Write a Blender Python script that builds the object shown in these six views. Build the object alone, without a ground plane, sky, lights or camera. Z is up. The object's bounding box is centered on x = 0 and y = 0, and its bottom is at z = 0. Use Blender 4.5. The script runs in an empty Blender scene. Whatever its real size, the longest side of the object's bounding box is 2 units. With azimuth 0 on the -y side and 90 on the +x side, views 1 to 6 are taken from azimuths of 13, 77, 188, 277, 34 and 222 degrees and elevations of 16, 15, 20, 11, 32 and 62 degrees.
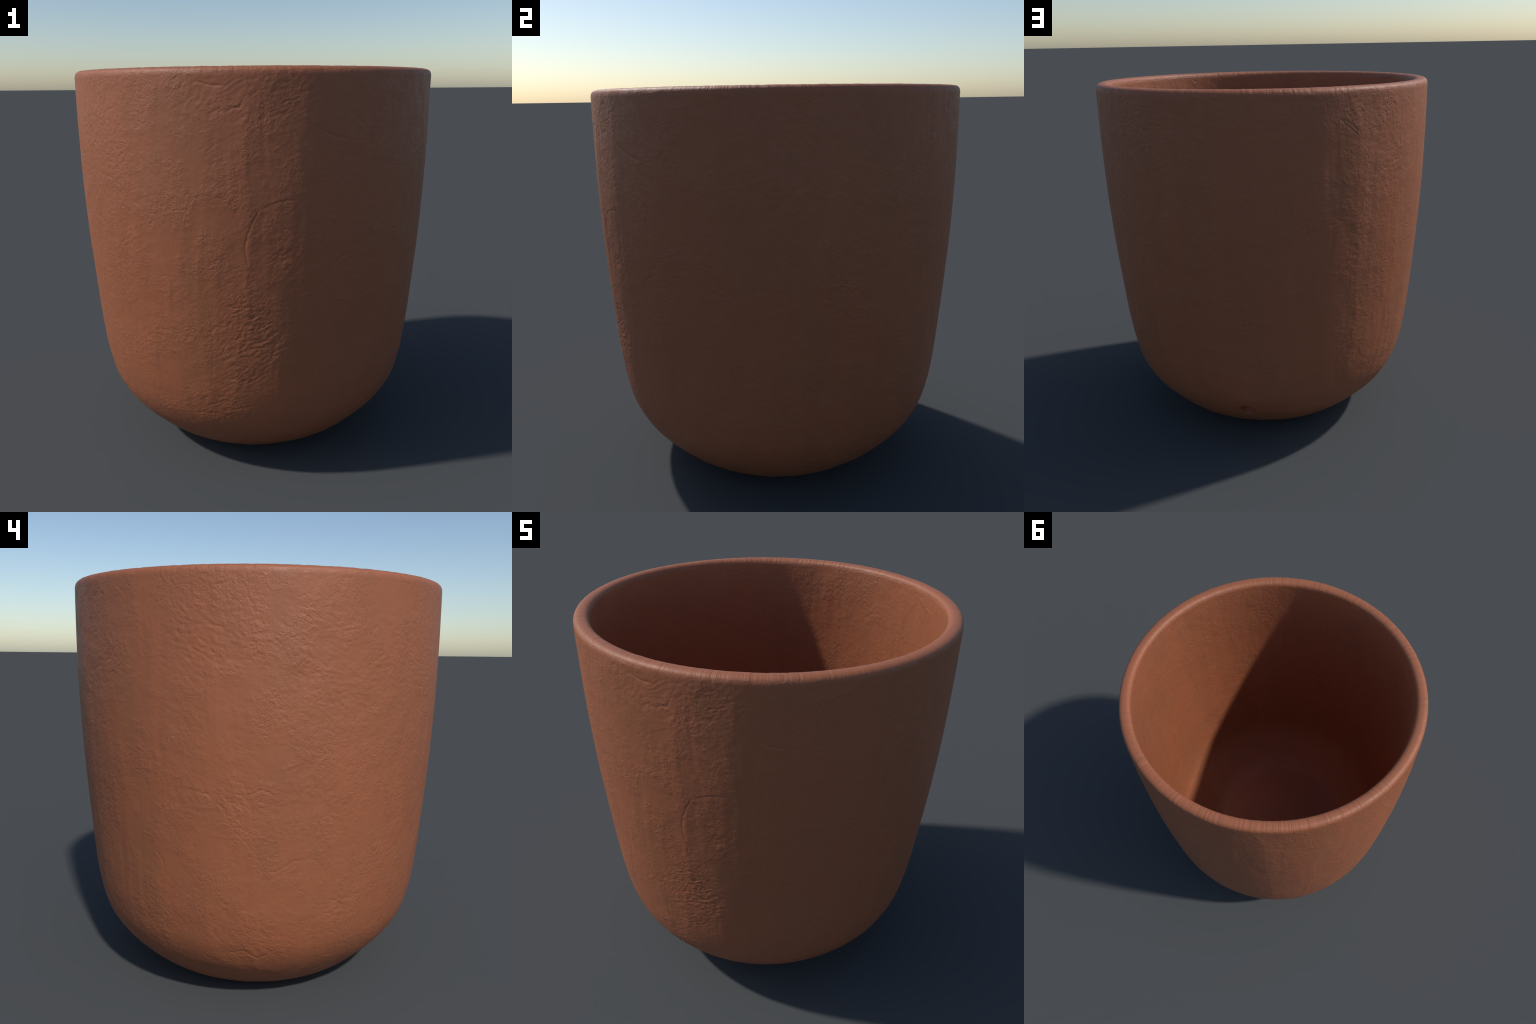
"""Terracotta plant pot: a thick-walled, round-bottomed clay cup with a bullnose rim,
hand-finished skin (lumps, dents, scratches, cracks) and one bored drainage hole."""
import bpy, math
import numpy as np

# ------------------------------------------------------------------ sizes (metres)
HEIGHT = 2.0
WALL = 0.0745                      # wall thickness
NOSE = WALL / 2                    # radius of the rounded rim
RIM_R = 0.9025                     # radius of the rim's crown line
AROUND = 1344                      # vertices per ring
STEP_OUT, STEP_IN = 0.0040, 0.0060
HOLE_Z, HOLE_R = 0.262, 0.046      # bore on the +y side: height and radius at its outer mouth
HOLE_RISE, HOLE_R_IN = 0.012, 0.042  # it climbs a little on its way in

# outer profile, (radius, height), from the foot to the start of the rim
FOOT_R = 0.425
SWELL = 0.0008
OUTER = [(0.425, 0.0), (0.4535, 0.0040), (0.5110, 0.0195), (0.5725, 0.0500), (0.6400, 0.1000), (0.7130, 0.1700),
         (0.7875, 0.2600), (0.8395, 0.3600), (0.8690, 0.4800), (0.8875, 0.6200), (0.9025, 0.8000), (0.9168, 1.0000),
         (0.9312, 1.2500), (0.9392, 1.5000), (0.9408, 1.7500), (0.9396, 1.8800), (RIM_R + NOSE - SWELL, HEIGHT - NOSE)]
OUTER = OUTER[:2] + [(r + SWELL, z) for r, z in OUTER[2:]]


# ------------------------------------------------------------------ small tools
def spline(points, step):
    """Centripetal Catmull-Rom through the points, resampled at an even step."""
    p = np.array(points, float)
    p = np.vstack([2 * p[0] - p[1], p, 2 * p[-1] - p[-2]])
    out = []
    for i in range(1, len(p) - 2):
        a, b, c, d = p[i - 1:i + 3]
        t0 = 0.0
        t1 = t0 + np.linalg.norm(b - a) ** 0.5
        t2 = t1 + np.linalg.norm(c - b) ** 0.5
        t3 = t2 + np.linalg.norm(d - c) ** 0.5
        t = np.linspace(t1, t2, 60, endpoint=False)[:, None]
        a1 = (t1 - t) / (t1 - t0) * a + (t - t0) / (t1 - t0) * b
        a2 = (t2 - t) / (t2 - t1) * b + (t - t1) / (t2 - t1) * c
        a3 = (t3 - t) / (t3 - t2) * c + (t - t2) / (t3 - t2) * d
        b1 = (t2 - t) / (t2 - t0) * a1 + (t - t0) / (t2 - t0) * a2
        b2 = (t3 - t) / (t3 - t1) * a2 + (t - t1) / (t3 - t1) * a3
        out.append((t2 - t) / (t2 - t1) * b1 + (t - t1) / (t2 - t1) * b2)
    out = np.vstack(out + [p[-2][None]])
    return even(out, step)


def even(line, step):
    s = np.concatenate([[0], np.cumsum(np.hypot(*np.diff(line, axis=0).T))])
    n = max(2, int(round(s[-1] / step)) + 1)
    q = np.linspace(0, s[-1], n)
    return np.stack([np.interp(q, s, line[:, 0]), np.interp(q, s, line[:, 1])], 1)


def smoothstep(a, b, x):
    t = np.clip((x - a) / (b - a), 0, 1)
    return t * t * (3 - 2 * t)


def lattice(ix, iy, iz, seed):
    h = (ix * 374761393 + iy * 668265263 + iz * 2147483647 + seed * 1274126177) & 0xFFFFFFFF
    h = ((h ^ (h >> 13)) * 1274126177) & 0xFFFFFFFF
    h = ((h ^ (h >> 16)) * 2246822519) & 0xFFFFFFFF
    return h ^ (h >> 15)


def noise(p, seed):
    """Gradient noise, about -1..1, of an (n, 3) array."""
    f = np.floor(p)
    i = f.astype(np.int64)
    f = p - f
    w = f * f * f * (f * (f * 6 - 15) + 10)
    total = np.zeros(len(p))
    for dx in (0, 1):
        for dy in (0, 1):
            for dz in (0, 1):
                h = lattice(i[:, 0] + dx, i[:, 1] + dy, i[:, 2] + dz, seed)
                gx = (h & 1023) / 511.5 - 1
                gy = ((h >> 10) & 1023) / 511.5 - 1
                gz = ((h >> 20) & 1023) / 511.5 - 1
                g = gx * (f[:, 0] - dx) + gy * (f[:, 1] - dy) + gz * (f[:, 2] - dz)
                k = (w[:, 0] if dx else 1 - w[:, 0]) * (w[:, 1] if dy else 1 - w[:, 1]) * (w[:, 2] if dz else 1 - w[:, 2])
                total += g * k
    return total * 1.25


def fbm(p, seed, octaves=3, gain=0.5):
    a, out = 1.0, 0
    for o in range(octaves):
        out = out + a * noise(p * 2.0 ** o + 17.3 * o, seed + o)
        a *= gain
    return out


# ------------------------------------------------------------------ profile rings
outer = spline(OUTER, STEP_OUT)
foot = even(np.array([(0.012, 0.0), (FOOT_R, 0.0)]), 0.016)[:-1]
ang = np.linspace(0, math.pi, 121)[1:-1]
sup = 2 / 2.5                       # a little squarer than a half circle
rim = np.stack([RIM_R + NOSE * np.sign(np.cos(ang)) * np.abs(np.cos(ang)) ** sup, HEIGHT - NOSE + NOSE * np.sin(ang) ** sup], 1)
rim = even(np.vstack([[(RIM_R + NOSE, HEIGHT - NOSE)], rim, [(RIM_R - NOSE, HEIGHT - NOSE)]]), 0.0038)[1:-1]
fine = spline(OUTER, 0.002)
tang = np.gradient(fine, axis=0)
tang /= np.linalg.norm(tang, axis=1)[:, None]
inward = np.stack([-tang[:, 1], tang[:, 0]], 1)
inner = (fine + inward * WALL)[::-1]
inner = inner[inner[:, 1] < HEIGHT - NOSE]
inner[:, 0] -= (inner[0, 0] - (RIM_R - NOSE)) * smoothstep(1.6, 1.96, inner[:, 1])
inner = inner[inner[:, 1] > 0.105]
tail = spline([inner[-12], inner[-1], (0.478, 0.0890), (0.42, 0.0815), (0.34, 0.0775), (0.22, 0.0766)], 0.004)
inner = np.vstack([[(RIM_R - NOSE, HEIGHT - NOSE)], inner[:-12], tail])
inner = even(inner, STEP_IN)
floor_in = even(np.array([inner[-1], (0.012, 0.0765)]), 0.016)[1:]

profile = np.vstack([foot, outer, rim, inner, floor_in])
N_FOOT, N_OUT, N_RIM, N_IN, N_FLOOR = len(foot), len(outer), len(rim), len(inner), len(floor_in)
ROWS = len(profile)
FOOT, WALL_OUT, RIM, WALL_IN, HOLE = range(5)
row_part = np.concatenate([np.full(N_FOOT, FOOT), np.full(N_OUT, WALL_OUT), np.full(N_RIM, RIM), np.full(N_IN + N_FLOOR, WALL_IN)])
pt = np.gradient(profile, axis=0)
pt /= np.linalg.norm(pt, axis=1)[:, None]
row_normal = np.stack([pt[:, 1], -pt[:, 0]], 1)           # outward from the clay

# azimuth: 0 on -y, 90 on +x; vertex columns are centred on the bore at azimuth 180
theta = 2 * math.pi * (np.arange(AROUND) + 0.5) / AROUND
sin_t, cos_t = np.sin(theta), np.cos(theta)
co = np.stack([profile[:, 0][:, None] * sin_t, -profile[:, 0][:, None] * cos_t, np.repeat(profile[:, 1][:, None], AROUND, 1)], 2).reshape(-1, 3)
nrm = np.stack([row_normal[:, 0][:, None] * sin_t, -row_normal[:, 0][:, None] * cos_t, np.repeat(row_normal[:, 1][:, None], AROUND, 1)], 2).reshape(-1, 3)
vid = np.arange(ROWS * AROUND).reshape(ROWS, AROUND)
nxt = np.roll(vid, -1, axis=1)
quads = np.stack([vid[:-1], nxt[:-1], nxt[1:], vid[1:]], 2)      # (ROWS-1, AROUND, 4)
quad_part = np.repeat(row_part[:-1][:, None], AROUND, 1)
quad_part[N_FOOT - 1] = WALL_OUT
quad_part[N_FOOT + N_OUT - 1] = RIM
keep = np.ones(quads.shape[:2], bool)


def surface_y(x, z, rows):
    """y on the +y side of the ring surface given by some profile rows."""
    r, h = profile[rows, 0], profile[rows, 1]
    o = np.argsort(h)
    return np.sqrt(np.maximum(np.interp(z, h[o], r[o]) ** 2 - x * x, 0))


extra_co, extra_n, extra_faces, extra_part = [], [], [], []
n_base = len(co)


def add_vertices(p, n):
    start = n_base + sum(len(e) for e in extra_co)
    extra_co.append(p)
    extra_n.append(n)
    return start + np.arange(len(p))


def bore(rows, part, bevel, cz0, radius):
    """Open the wall around the bore: swap a block of quads for rings that run into a circle."""
    h = profile[rows, 1]
    sel = rows[np.abs(h - cz0) < radius * 1.5]
    a, b = sel.min(), sel.max()
    half = int(round(math.asin(radius * 1.5 / profile[sel, 0].mean()) / (2 * math.pi / AROUND)))
    c0, c1 = AROUND // 2 - 1 - half, AROUND // 2 + half
    keep[a:b, c0:c1] = False
    loop = ([(r, c0) for r in range(a, b)] + [(b, c) for c in range(c0, c1)] +
            [(r, c1) for r in range(b, a, -1)] + [(a, c) for c in range(c1, c0, -1)])
    edge = np.array([vid[r, c] for r, c in loop])
    x, z = co[edge, 0], co[edge, 2]
    w = np.arctan2(z - cz0, x)
    rings = [edge]
    cx, cz = (radius + bevel) * np.cos(w), cz0 + (radius + bevel) * np.sin(w)
    sgn = 1 if part == WALL_OUT else -1
    for f in np.linspace(0, 1, 9)[1:]:
        px, pz = x * (1 - f) + cx * f, z * (1 - f) + cz * f
        py = surface_y(px, pz, rows)
        e = 1e-3
        gx = (surface_y(px + e, pz, rows) - surface_y(px - e, pz, rows)) / (2 * e)
        gz = (surface_y(px, pz + e, rows) - surface_y(px, pz - e, rows)) / (2 * e)
        n = np.stack([-gx, np.ones_like(gx), -gz], 1)
        n *= sgn / np.linalg.norm(n, axis=1)[:, None]
        rings.append(add_vertices(np.stack([px, py, pz], 1), n))
    for r0, r1 in zip(rings[:-1], rings[1:]):
        extra_faces.append(np.stack([r0, np.roll(r0, -1), np.roll(r1, -1), r1], 1))
        extra_part.append(np.full(len(r0), part))
    return rings[-1], w


def at(index):
    return np.vstack([co] + extra_co)[index]


rows_out = np.arange(N_FOOT, N_FOOT + N_OUT)
rows_in = np.arange(N_FOOT + N_OUT + N_RIM, ROWS)
lip_out, w_out = bore(rows_out, WALL_OUT, 0.0016, HOLE_Z, HOLE_R)
lip_in, w_in = bore(rows_in, WALL_IN, 0.003, HOLE_Z + HOLE_RISE, HOLE_R_IN)
p_out = at(lip_out)
order = np.argsort(w_in)
y_in = np.interp(w_out, w_in[order], at(lip_in)[order][:, 1], period=2 * math.pi)
tube = [lip_out]
for f in (0.03, 0.08, 0.3, 0.55, 0.8, 0.94):
    y = p_out[:, 1] * (1 - f) + y_in * f
    rr = HOLE_R * (1 - f) + HOLE_R_IN * f
    tube.append(add_vertices(np.stack([rr * np.cos(w_out), y, HOLE_Z + f * HOLE_RISE + rr * np.sin(w_out)], 1),
                             np.stack([-np.cos(w_out), 0 * w_out, -np.sin(w_out)], 1)))
for r0, r1 in zip(tube[:-1], tube[1:]):
    extra_faces.append(np.stack([r0, np.roll(r0, -1), np.roll(r1, -1), r1], 1))
    extra_part.append(np.full(len(r0), HOLE))
# the two mouths have different vertex counts: zip the last ring to the inner mouth by angle
stitch = []
ra, rb = tube[-1][np.argsort(w_out)], lip_in[order]
wa, wb = np.sort(w_out), np.sort(w_in)
i = j = 0
while i < len(ra) or j < len(rb):
    na = wa[i] if i < len(ra) else 9
    nb = wb[j] if j < len(rb) else 9
    A, B = ra[i % len(ra)], rb[j % len(rb)]
    if na <= nb:
        stitch.append((A, B, ra[(i + 1) % len(ra)]))
        i += 1
    else:
        stitch.append((A, B, rb[(j + 1) % len(rb)]))
        j += 1
stitch = np.array(stitch)

# centre points of the foot and of the floor
pole_foot = add_vertices(np.array([[0, 0, 0.0]]), np.array([[0, 0, -1.0]]))[0]
pole_floor = add_vertices(np.array([[0, 0, profile[-1, 1]]]), np.array([[0, 0, 1.0]]))[0]
co = np.vstack([co] + extra_co)
nrm = np.vstack([nrm] + extra_n)

# ------------------------------------------------------------------ relief of the clay skin
# scratches and cracks: (azimuth degrees, height) polylines; width and depth in metres
CRACKS = [
    (0, 0.0034, 0.0017, [(24, 1.458), (20.2, 1.4515), (16.8, 1.433), (14.3, 1.4156), (12.5, 1.359), (11.4, 1.309), (10.9, 1.25), (11.2, 1.19), (11.9, 1.138), (11.3, 1.09)]),
    (0, 0.0040, 0.0018, [(27.1, 1.77), (30.7, 1.742), (35.8, 1.7125), (39.3, 1.7035), (43, 1.697)]),
    (0, 0.0040, 0.0014, [(38.3, 1.821), (41.1, 1.79), (43.9, 1.755)]),
    (0, 0.0045, 0.0018, [(40.1, 1.196), (37.1, 1.171), (34.6, 1.126), (33.4, 1.078)]),
    (0, 0.0045, -0.0014, [(25.1, 1.016), (28.8, 1.022), (31, 1.037)]),
    (0, 0.0045, -0.0014, [(33.5, 0.999), (40, 0.976), (43.7, 0.9865)]),
    (0, 0.0040, 0.0017, [(211.3, 1.8646), (214.1, 1.82), (216.2, 1.793), (217.85, 1.766)]),
    (0, 0.0040, 0.0016, [(212.8, 1.856), (215.6, 1.822), (218.6, 1.776)]),
    (0, 0.0050, 0.0018, [(233, 1.875), (234.5, 1.81), (235.1, 1.727), (236.1, 1.678), (234.6, 1.635), (227.8, 1.596), (225.2, 1.578)]),
    (0, 0.0045, 0.0014, [(169.5, 0.425), (169.75, 0.517), (183.6, 0.5826), (194.7, 0.5875), (199.3, 0.536), (200.7, 0.4675)]),
    (0, 0.0045, 0.0012, [(172.0, 0.315), (178.0, 0.312), (190.0, 0.292), (196.0, 0.297)]),
    (0, 0.0036, 0.0016, [(257.5, 1.112), (261.2, 1.099), (264.7, 1.087), (267.7, 1.035), (269.0, 1.022)]),
    (0, 0.0036, 0.0016, [(271.1, 1.149), (273.6, 1.137), (275.3, 1.089), (278.2, 1.114), (282.0, 1.089)]),
    (0, 0.0036, -0.0012, [(264.4, 0.916), (269.7, 0.904), (278.4, 0.907), (282.7, 0.881)]),
    (0, 0.0036, 0.0015, [(281.6, 0.748), (284.7, 0.772), (287.3, 0.800), (292.9, 0.798), (295.4, 0.764), (297.1, 0.730)]),
    (0, 0.0038, 0.0022, [(297.8, 0.598), (301.7, 0.577), (303.5, 0.538), (302.0, 0.476)]),
    (0, 0.0036, -0.0012, [(283.0, 1.197), (288.8, 1.230)]),
    (0, 0.0044, 0.0022, [(266.7, 0.609), (268.5, 0.588)]),
    (0, 0.0036, -0.0012, [(293.9, 1.747), (303.3, 1.780)]),
    (0, 0.0040, 0.0022, [(266.5, 1.922), (269.2, 1.932), (266.9, 1.908)]),
    (0, 0.0036, 0.0018, [(265.2, 1.770), (269.2, 1.758)]),
    (0, 0.0036, 0.0018, [(253.7, 1.733), (256.9, 1.749), (259.0, 1.729)]),
    (0, 0.0040, 0.0018, [(248.0, 0.808), (250.1, 0.767), (250.4, 0.714)]),
    (0, 0.0040, 0.0022, [(266.6, 0.328), (273.0, 0.354), (278.0, 0.311), (282.0, 0.355)]),
    (0, 0.0036, 0.0012, [(0.2, 0.967), (0.7, 0.870), (1.1, 0.770), (0.4, 0.666), (-0.2, 0.557)]),
    (0, 0.0036, 0.0020, [(5.0, 0.975), (9.1, 0.966), (12.3, 0.975), (13.0, 0.918), (10.4, 0.902)]),
    (0, 0.0036, 0.0018, [(0.4, 0.870), (4.7, 0.874)]),
    (0, 0.0042, 0.0014, [(-8.4, 0.374), (-0.1, 0.392), (6.7, 0.429), (11.4, 0.446)]),
    (0, 0.0036, 0.0016, [(323.7, 1.534), (329.8, 1.521), (333.4, 1.490)]),
    (0, 0.0036, 0.0018, [(-0.9, 1.939), (2.4, 1.929), (6.5, 1.923)]),
    (0, 0.0036, 0.0020, [(6.4, 1.844), (9.6, 1.837), (11.6, 1.888)]),
    (0, 0.0036, 0.0016, [(342.1, 1.809), (341.9, 1.761), (338.8, 1.732)]),
    (0, 0.0036, 0.0018, [(329.5, 1.193), (332.6, 1.186)]),
    (1, 0.0050, -0.0022, [(143.2, 1.928), (138.7, 1.911), (134.3, 1.891)]),
    (1, 0.0050, 0.0020, [(88.8, 1.377), (88.5, 1.267), (87.8, 1.139)]),
]
# rough, crumpled places on the outside: azimuth, height, half width (m), half height (m), strength
ROUGH = [(10, 0.86, 0.17, 0.17, 1.1), (8, 0.60, 0.14, 0.16, 0.8), (345, 0.38, 0.26, 0.07, 0.7), (18, 1.30, 0.10, 0.15, 0.5),
         (276, 0.36, 0.20, 0.09, 1.3), (300, 0.55, 0.09, 0.11, 1.0), (263, 1.75, 0.12, 0.22, 0.9), (273, 1.07, 0.17, 0.07, 1.0),
         (292, 1.50, 0.22, 0.18, 0.5), (226, 1.68, 0.16, 0.16, 0.5), (222, 0.85, 0.12, 0.3, 0.7), (12, 1.84, 0.25, 0.09, 0.8),
         (325, 1.80, 0.15, 0.14, 0.6), (318, 1.45, 0.2, 0.2, 0.4), (100, 1.55, 0.16, 0.14, 0.6), (95, 1.15, 0.1, 0.15, 0.5),
         (150, 1.2, 0.2, 0.2, 0.5), (182, 0.9, 0.12, 0.2, 0.5), (148, 1.83, 0.5, 0.1, 0.6)]

# the bore's own wall stays clean
part_edge = (np.abs((nrm[n_base:] * [0, 1, 0]).sum(1)) > 0.05).astype(float)

az = np.degrees(np.arctan2(co[:, 0], -co[:, 1])) % 360
zz = co[:, 2]
n_all = len(co)
inside = np.zeros(n_all, bool)
part_v = np.concatenate([np.repeat(row_part, AROUND), np.full(n_all - n_base, -1)])
inside[part_v == WALL_IN] = True
inside[n_base:] = (np.hypot(co[n_base:, 0], co[n_base:, 1]) < np.interp(zz[n_base:], outer[:, 1], outer[:, 0]) - WALL * 0.6)
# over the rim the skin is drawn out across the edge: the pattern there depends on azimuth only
over = smoothstep(HEIGHT - 0.034, HEIGHT - 0.012, zz)
q = co.copy()
rr = np.hypot(co[:, 0], co[:, 1]) + 1e-9
rim_q = np.stack([co[:, 0] / rr * 0.95, co[:, 1] / rr * 0.95, np.full(n_all, 1.95)], 1)
q = q * (1 - over[:, None]) + rim_q * over[:, None]
warp = np.stack([noise(q * 9 + 3.1, 41), noise(q * 9 + 7.7, 42), noise(q * 9 + 1.9, 43)], 1)
qw = q + 0.02 * warp

mask = 0.12 + 0.62 * smoothstep(-0.15, 0.6, noise(q * 3.3, 5) + 0.6 * noise(q * 7.1, 6))
for a, h, hw, hh, s in ROUGH:
    d = (az - a + 180) % 360 - 180
    dx = np.radians(d) * 0.92
    mask = mask + s * np.exp(-((dx / hw) ** 2 + ((zz - h) / hh) ** 2)) * ~inside
mask *= np.where(inside, 0.7 + 0.7 * smoothstep(0.9, 1.75, zz), 1.0)

# dents are drawn out sideways, along a hand stroke that slowly changes its slant round the pot
stroke = zz + 0.22 * np.sin(2 * np.radians(az) + math.pi)
qa = np.stack([q[:, 0], q[:, 1], 1.9 * np.where(over > 0, 1.95, stroke)], 1) + 0.02 * warp
crumple = (-np.abs(noise(qa * 24, 11)) * 1.2 + 0.9 * noise(qa * 38, 12) - 0.9 * np.abs(noise(qa * 60, 13)) + 0.5 * noise(qw * 88, 14))
lumps = fbm(qw * 13, 21, 2)
flats = 1 - smoothstep(1.90, 1.962, zz)
# long upright pulls of the hand: ridged broad ones, softer narrow ones, fine grain in places
pull = q + 0.05 * np.stack([noise(q * 2.6, 81), noise(q * 2.6 + 9, 82), 0 * zz], 1)
broad = 1 - 2 * np.abs(noise(pull * [4.2, 4.2, 0.30] + 0.7, 31))
narrow = noise(pull * [13, 13, 1.5], 32) + 0.6 * noise(pull * [26, 26, 3.0], 33)
fibre = noise(pull * [48, 48, 3.2], 34) * smoothstep(-0.1, 0.4, noise(q * 3.1 + 4, 35))
gate = smoothstep(-0.25, 0.35, noise(q * 2.3 + 6, 36))
bands = 0.0022 * (broad - 0.5) + 0.0018 * narrow * (0.3 + 0.8 * gate) + 0.0007 * fibre
# shallow flat on the front, modelled to give sharp steps where sunlight ends
u = ((az + 1.1 * noise(q * [0, 0, 5.0] + 2.2, 91) + 0.9 * noise(q * 16, 92) - 19.4 + 180) % 360 - 180) / 7.6
flat_front = np.where(np.abs(u) < 1, u * u - 0.4, 0.6 * np.exp(-(np.abs(u) - 1) / 0.45)) * 0.0036
flat_front *= smoothstep(0.55, 1.2, zz) * ~inside
seam = noise(qa * 17 + 5, 51) + 0.3 * noise(qa * 40, 54)               # broken crease lines
crease = np.exp(-(seam / 0.06) ** 2) * smoothstep(0.1, 0.5, noise(q * 11 + 2, 52) + 0.25 * (mask - 0.8))
dents = np.clip(noise(qa * 26 + 9, 53) - 0.45, 0, 1)
relief = mask * (0.00105 * crumple + 0.0008 * lumps * flats) + (bands + flat_front) * flats
relief = relief - (0.0013 * crease + 0.003 * dents) * mask * (1 - over)
top = np.where(over > 0)[0]
rq = rim_q[top]
nicks = np.clip(noise(rq * 34, 66) - 0.2, 0, 1) * (0.35 + 0.65 * smoothstep(-0.3, 0.3, noise(rq * 6, 67)))
streaks = 1.0 * fbm(rq * 26, 61, 3) + (0.35 + 0.9 * smoothstep(-0.1, 0.4, noise(rq * 7, 64))) * noise(rq * 70, 65) - 4.0 * nicks
relief *= 1 - over
relief[top] += 0.0009 * streaks * over[top]

for side, width, depth, line in CRACKS:
    pts = np.array(line, float)
    amid, zmid = pts[:, 0].mean(), pts[:, 1].mean()
    d_az = (az - amid + 180) % 360 - 180
    near = (np.abs(d_az) < np.ptp(pts[:, 0]) / 2 + 6) & (np.abs(zz - zmid) < np.ptp(pts[:, 1]) / 2 + 0.06) & (inside == bool(side)) & (zz > 0.2)
    k = np.where(near)[0]
    R = 0.86 if side else 0.92
    X = np.stack([np.radians(d_az[k]) * R, zz[k]], 1) + 0.008 * warp[k][:, [0, 2]] + 0.004 * np.stack([noise(co[k] * 60, 71), noise(co[k] * 60, 72)], 1)
    L = np.stack([np.radians(pts[:, 0] - amid) * R, pts[:, 1]], 1)
    best = np.full(len(k), 9.0)
    along = np.zeros(len(k))
    for m in range(len(L) - 1):
        ab = L[m + 1] - L[m]
        t = np.clip(((X - L[m]) @ ab) / (ab @ ab), 0, 1)
        dist = np.linalg.norm(X - L[m] - t[:, None] * ab, axis=1)
        hit = dist < best
        best[hit] = dist[hit]
        along[hit] = ((m + t) / (len(L) - 1))[hit]
    taper = (0.35 + 0.65 * np.sin(math.pi * np.clip(along, 0.02, 0.98)) ** 0.5) * (0.45 + 0.75 * smoothstep(-0.4, 0.3, noise(co[k] * 26, 73)))
    relief[k] -= depth * taper * np.exp(-(best / width) ** 2)

relief *= smoothstep(0.0, 0.03, np.where(inside, 1.0, zz))              # the foot stands flat
bore_d = np.hypot(co[:, 0], zz - HOLE_Z - HOLE_RISE * inside)
relief *= np.where(co[:, 1] > 0, smoothstep(HOLE_R, HOLE_R + 0.012, bore_d), 1.0)
relief[n_base:] *= part_edge
co = co + nrm * relief[:, None]
co[:, 2] = np.maximum(co[:, 2], 0.0)

# ------------------------------------------------------------------ one mesh, then parts
faces4 = [quads[keep]] + extra_faces
part4 = [quad_part[keep]] + extra_part
faces4, part4 = np.vstack(faces4), np.concatenate(part4)
first, last = vid[0], vid[-1]
tri = np.vstack([np.stack([np.roll(first, -1), first, np.full(AROUND, pole_foot)], 1),
                 np.stack([last, np.roll(last, -1), np.full(AROUND, pole_floor)], 1), stitch])
part3 = np.concatenate([np.full(AROUND, FOOT), np.full(AROUND, WALL_IN), np.full(len(stitch), HOLE)])


def area_normals(f):
    if f.shape[1] == 4:
        return np.cross(co[f[:, 2]] - co[f[:, 0]], co[f[:, 3]] - co[f[:, 1]])
    return np.cross(co[f[:, 1]] - co[f[:, 0]], co[f[:, 2]] - co[f[:, 0]])


def orient(f):
    n = area_normals(f)
    flip = (n * nrm[f].sum(1)).sum(1) < 0
    f[flip] = f[flip][:, ::-1]
    return f


faces4, tri = orient(faces4), orient(tri)
vn = np.zeros_like(co)
for f in (faces4, tri):
    n = area_normals(f)
    for c in range(f.shape[1]):
        for ax in range(3):
            vn[:, ax] += np.bincount(f[:, c], n[:, ax], len(co))
vn /= np.linalg.norm(vn, axis=1)[:, None] + 1e-12


def build(name, part):
    f4, f3 = faces4[part4 == part], tri[part3 == part]
    used = np.unique(np.concatenate([f4.ravel(), f3.ravel()]))
    remap = np.full(len(co), -1)
    remap[used] = np.arange(len(used))
    me = bpy.data.meshes.new(name)
    me.vertices.add(len(used))
    me.vertices.foreach_set("co", co[used].astype(np.float32).ravel())
    loops = np.concatenate([remap[f4].ravel(), remap[f3].ravel()]).astype(np.int32)
    sizes = np.concatenate([np.full(len(f4), 4), np.full(len(f3), 3)]).astype(np.int32)
    me.loops.add(len(loops))
    me.loops.foreach_set("vertex_index", loops)
    me.polygons.add(len(sizes))
    me.polygons.foreach_set("loop_start", np.concatenate([[0], np.cumsum(sizes)[:-1]]).astype(np.int32))
    me.update(calc_edges=True)
    me.polygons.foreach_set("use_smooth", np.ones(len(me.polygons), bool))
    me.normals_split_custom_set_from_vertices(vn[used].astype(np.float32))
    me.update()
    ob = bpy.data.objects.new(name, me)
    bpy.context.scene.collection.objects.link(ob)
    return ob


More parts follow.
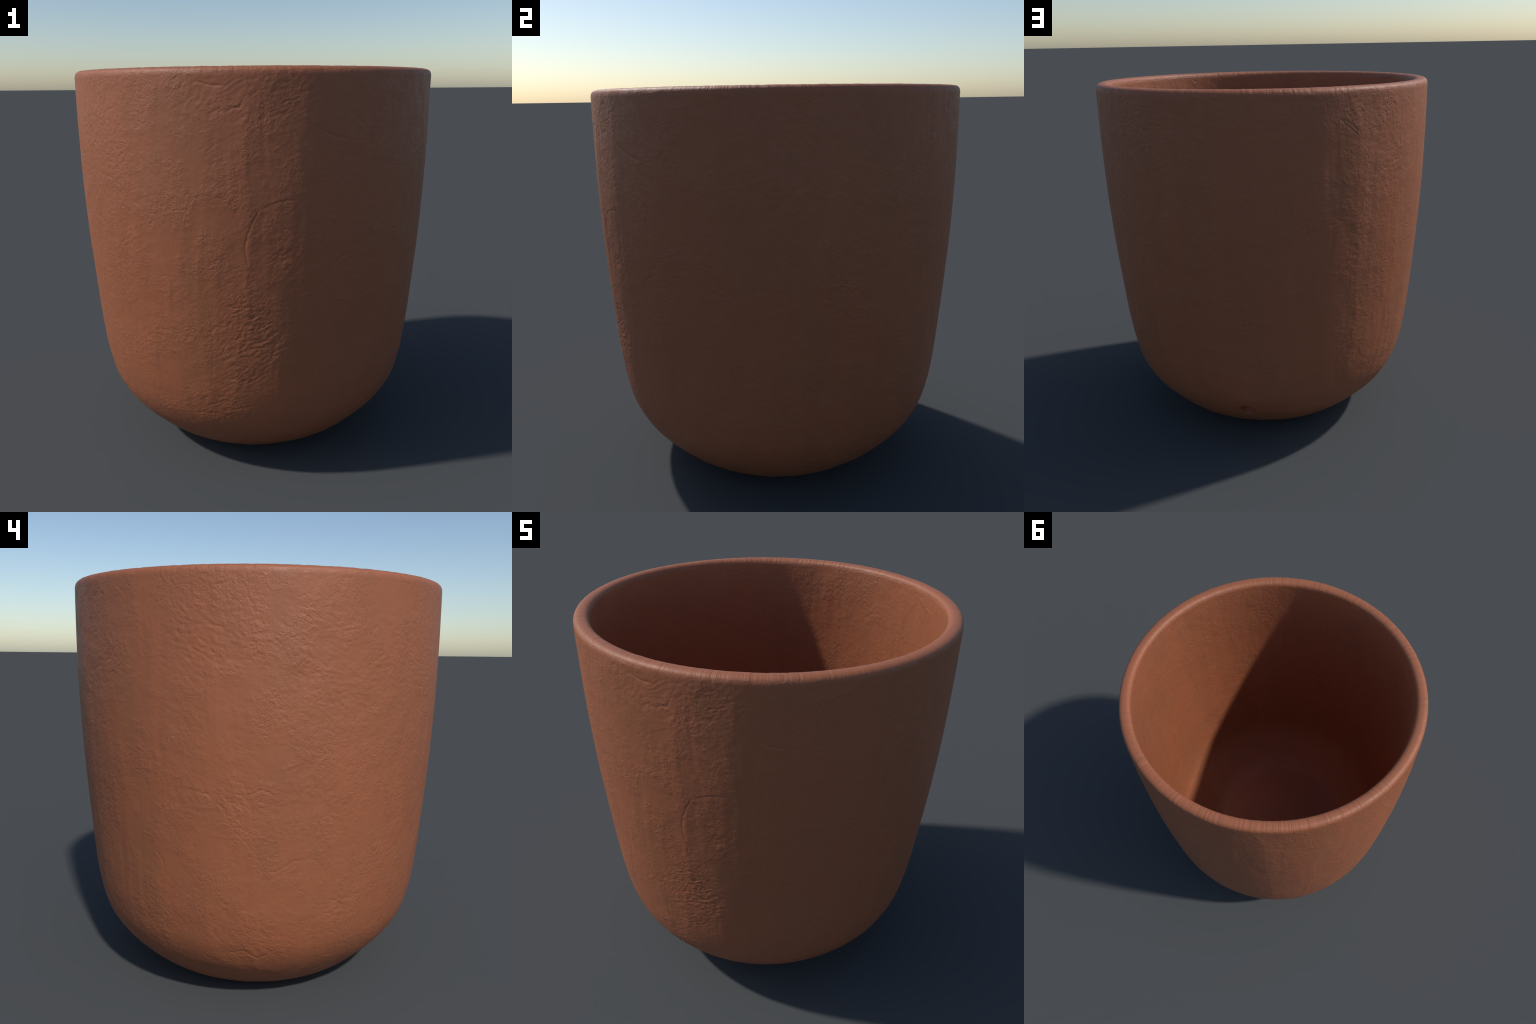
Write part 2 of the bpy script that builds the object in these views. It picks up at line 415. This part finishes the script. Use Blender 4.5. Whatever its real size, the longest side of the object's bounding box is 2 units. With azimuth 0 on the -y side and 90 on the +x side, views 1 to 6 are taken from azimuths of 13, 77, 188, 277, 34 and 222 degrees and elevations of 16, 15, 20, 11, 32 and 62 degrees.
# ------------------------------------------------------------------ fired clay
def terracotta(name):
    mat = bpy.data.materials.new(name)
    mat.use_nodes = True
    nt = mat.node_tree
    nt.nodes.clear()
    new, link = nt.nodes.new, nt.links.new

    def math_node(op, a, b=None, clamp=False):
        n = new("ShaderNodeMath")
        n.operation, n.use_clamp = op, clamp
        for i, v in enumerate((a, b)):
            if v is None:
                continue
            if isinstance(v, (int, float)):
                n.inputs[i].default_value = v
            else:
                link(v, n.inputs[i])
        return n.outputs[0]

    def noise_node(vec, scale, detail, rough=0.5, distort=0.0):
        n = new("ShaderNodeTexNoise")
        n.inputs["Scale"].default_value = scale
        n.inputs["Detail"].default_value = detail
        n.inputs["Roughness"].default_value = rough
        n.inputs["Distortion"].default_value = distort
        link(vec, n.inputs["Vector"])
        return n.outputs["Fac"]

    def ramp(fac, stops):
        n = new("ShaderNodeValToRGB")
        e = n.color_ramp.elements
        while len(e) < len(stops):
            e.new(0.5)
        for el, (pos, col) in zip(e, stops):
            el.position, el.color = pos, (*col, 1)
        link(fac, n.inputs[0])
        return n.outputs[0]

    out = new("ShaderNodeOutputMaterial")
    bsdf = new("ShaderNodeBsdfPrincipled")
    link(bsdf.outputs[0], out.inputs[0])
    tc = new("ShaderNodeTexCoord")
    pos = tc.outputs["Object"]
    # over the rim, stretch the pattern across the edge (it then depends on azimuth only)
    sep = new("ShaderNodeSeparateXYZ")
    link(pos, sep.inputs[0])
    flat = new("ShaderNodeCombineXYZ")
    link(sep.outputs[0], flat.inputs[0])
    link(sep.outputs[1], flat.inputs[1])
    unit = new("ShaderNodeVectorMath")
    unit.operation = "NORMALIZE"
    link(flat.outputs[0], unit.inputs[0])
    ring = new("ShaderNodeVectorMath")
    ring.operation = "MULTIPLY_ADD"
    link(unit.outputs[0], ring.inputs[0])
    ring.inputs[1].default_value = (0.95, 0.95, 0.95)
    ring.inputs[2].default_value = (0, 0, 1.95)
    m = new("ShaderNodeMapRange")
    m.interpolation_type = "SMOOTHSTEP"
    m.inputs["From Min"].default_value = HEIGHT - 0.034
    m.inputs["From Max"].default_value = HEIGHT - 0.012
    link(sep.outputs[2], m.inputs["Value"])
    mixv = new("ShaderNodeMix")
    mixv.data_type = "VECTOR"
    link(m.outputs[0], mixv.inputs[0])
    link(pos, mixv.inputs[4])
    link(ring.outputs[0], mixv.inputs[5])
    vec = mixv.outputs[1]

    # colour: brick red with browner, drier streaks
    streak = new("ShaderNodeMapping")
    streak.inputs["Scale"].default_value = (1, 1, 0.22)
    link(vec, streak.inputs[0])
    broad = noise_node(streak.outputs[0], 6.0, 3, 0.55, 0.4)
    cloud = noise_node(vec, 3.2, 4, 0.55, 0.3)
    grain = noise_node(vec, 55, 4, 0.6)
    f = math_node("ADD", math_node("MULTIPLY", broad, 0.5), math_node("MULTIPLY", cloud, 0.35))
    f = math_node("ADD", f, math_node("MULTIPLY", grain, 0.15))
    col = ramp(f, [(0.33, COL_BROWN), (0.5, COL_MID), (0.66, COL_RED)])
    link(col, bsdf.inputs["Base Color"])

    rough = ramp(noise_node(vec, 20, 3), [(0.3, (0.50,) * 3), (0.7, (0.62,) * 3)])
    link(rough, bsdf.inputs["Roughness"])
    bsdf.inputs["Specular IOR Level"].default_value = 0.5

    # fine grain, below the modelled relief
    g1 = noise_node(vec, 48, 4, 0.55, 0.5)
    g2 = noise_node(vec, 150, 3, 0.6)
    h = math_node("ADD", math_node("MULTIPLY", g1, 0.9), math_node("MULTIPLY", g2, 0.3))
    # short hairline creases
    line = new("ShaderNodeMapRange")
    line.interpolation_type = "SMOOTHSTEP"
    line.inputs["From Min"].default_value = 0.0
    line.inputs["From Max"].default_value = 0.045
    line.inputs["To Min"].default_value = -1.0
    line.inputs["To Max"].default_value = 0.0
    link(math_node("ABSOLUTE", math_node("SUBTRACT", noise_node(vec, 19, 2, 0.5, 0.4), 0.5)), line.inputs["Value"])
    some = new("ShaderNodeMapRange")
    some.interpolation_type = "SMOOTHSTEP"
    some.inputs["From Min"].default_value = 0.42
    some.inputs["From Max"].default_value = 0.66
    some.inputs["To Max"].default_value = 0.16
    link(noise_node(vec, 9.0, 3, 0.6), some.inputs["Value"])
    h = math_node("ADD", h, math_node("MULTIPLY", line.outputs[0], some.outputs[0]))
    # worn-smooth and rough places
    patch = new("ShaderNodeMapRange")
    patch.interpolation_type = "SMOOTHSTEP"
    patch.inputs["From Min"].default_value = 0.36
    patch.inputs["From Max"].default_value = 0.64
    patch.inputs["To Min"].default_value = 0.2
    patch.inputs["To Max"].default_value = 1.1
    link(noise_node(vec, 4.5, 3, 0.6), patch.inputs["Value"])
    h = math_node("MULTIPLY", h, math_node("MAXIMUM", patch.outputs[0], math_node("MULTIPLY", m.outputs[0], 0.75)))
    bump = new("ShaderNodeBump")
    bump.inputs["Strength"].default_value = 0.9
    bump.inputs["Distance"].default_value = 0.0045
    link(h, bump.inputs["Height"])
    link(bump.outputs[0], bsdf.inputs["Normal"])
    return mat


COL_BROWN, COL_MID, COL_RED = (0.272, 0.095, 0.043), (0.300, 0.098, 0.043), (0.318, 0.100, 0.044)
clay = terracotta("fired_clay")

pot = bpy.data.objects.new("plant_pot", None)
pot.empty_display_size = 0.3
bpy.context.scene.collection.objects.link(pot)
pot["label"] = "round-bottomed terracotta plant pot with thick rounded rim"
pot["category"] = "plant pot"
for name, part in (("outer_wall", WALL_OUT), ("rim", RIM), ("inner_wall", WALL_IN), ("base", FOOT), ("drainage_hole", HOLE)):
    ob = build(name, part)
    ob.data.materials.append(clay)
    ob.parent = pot
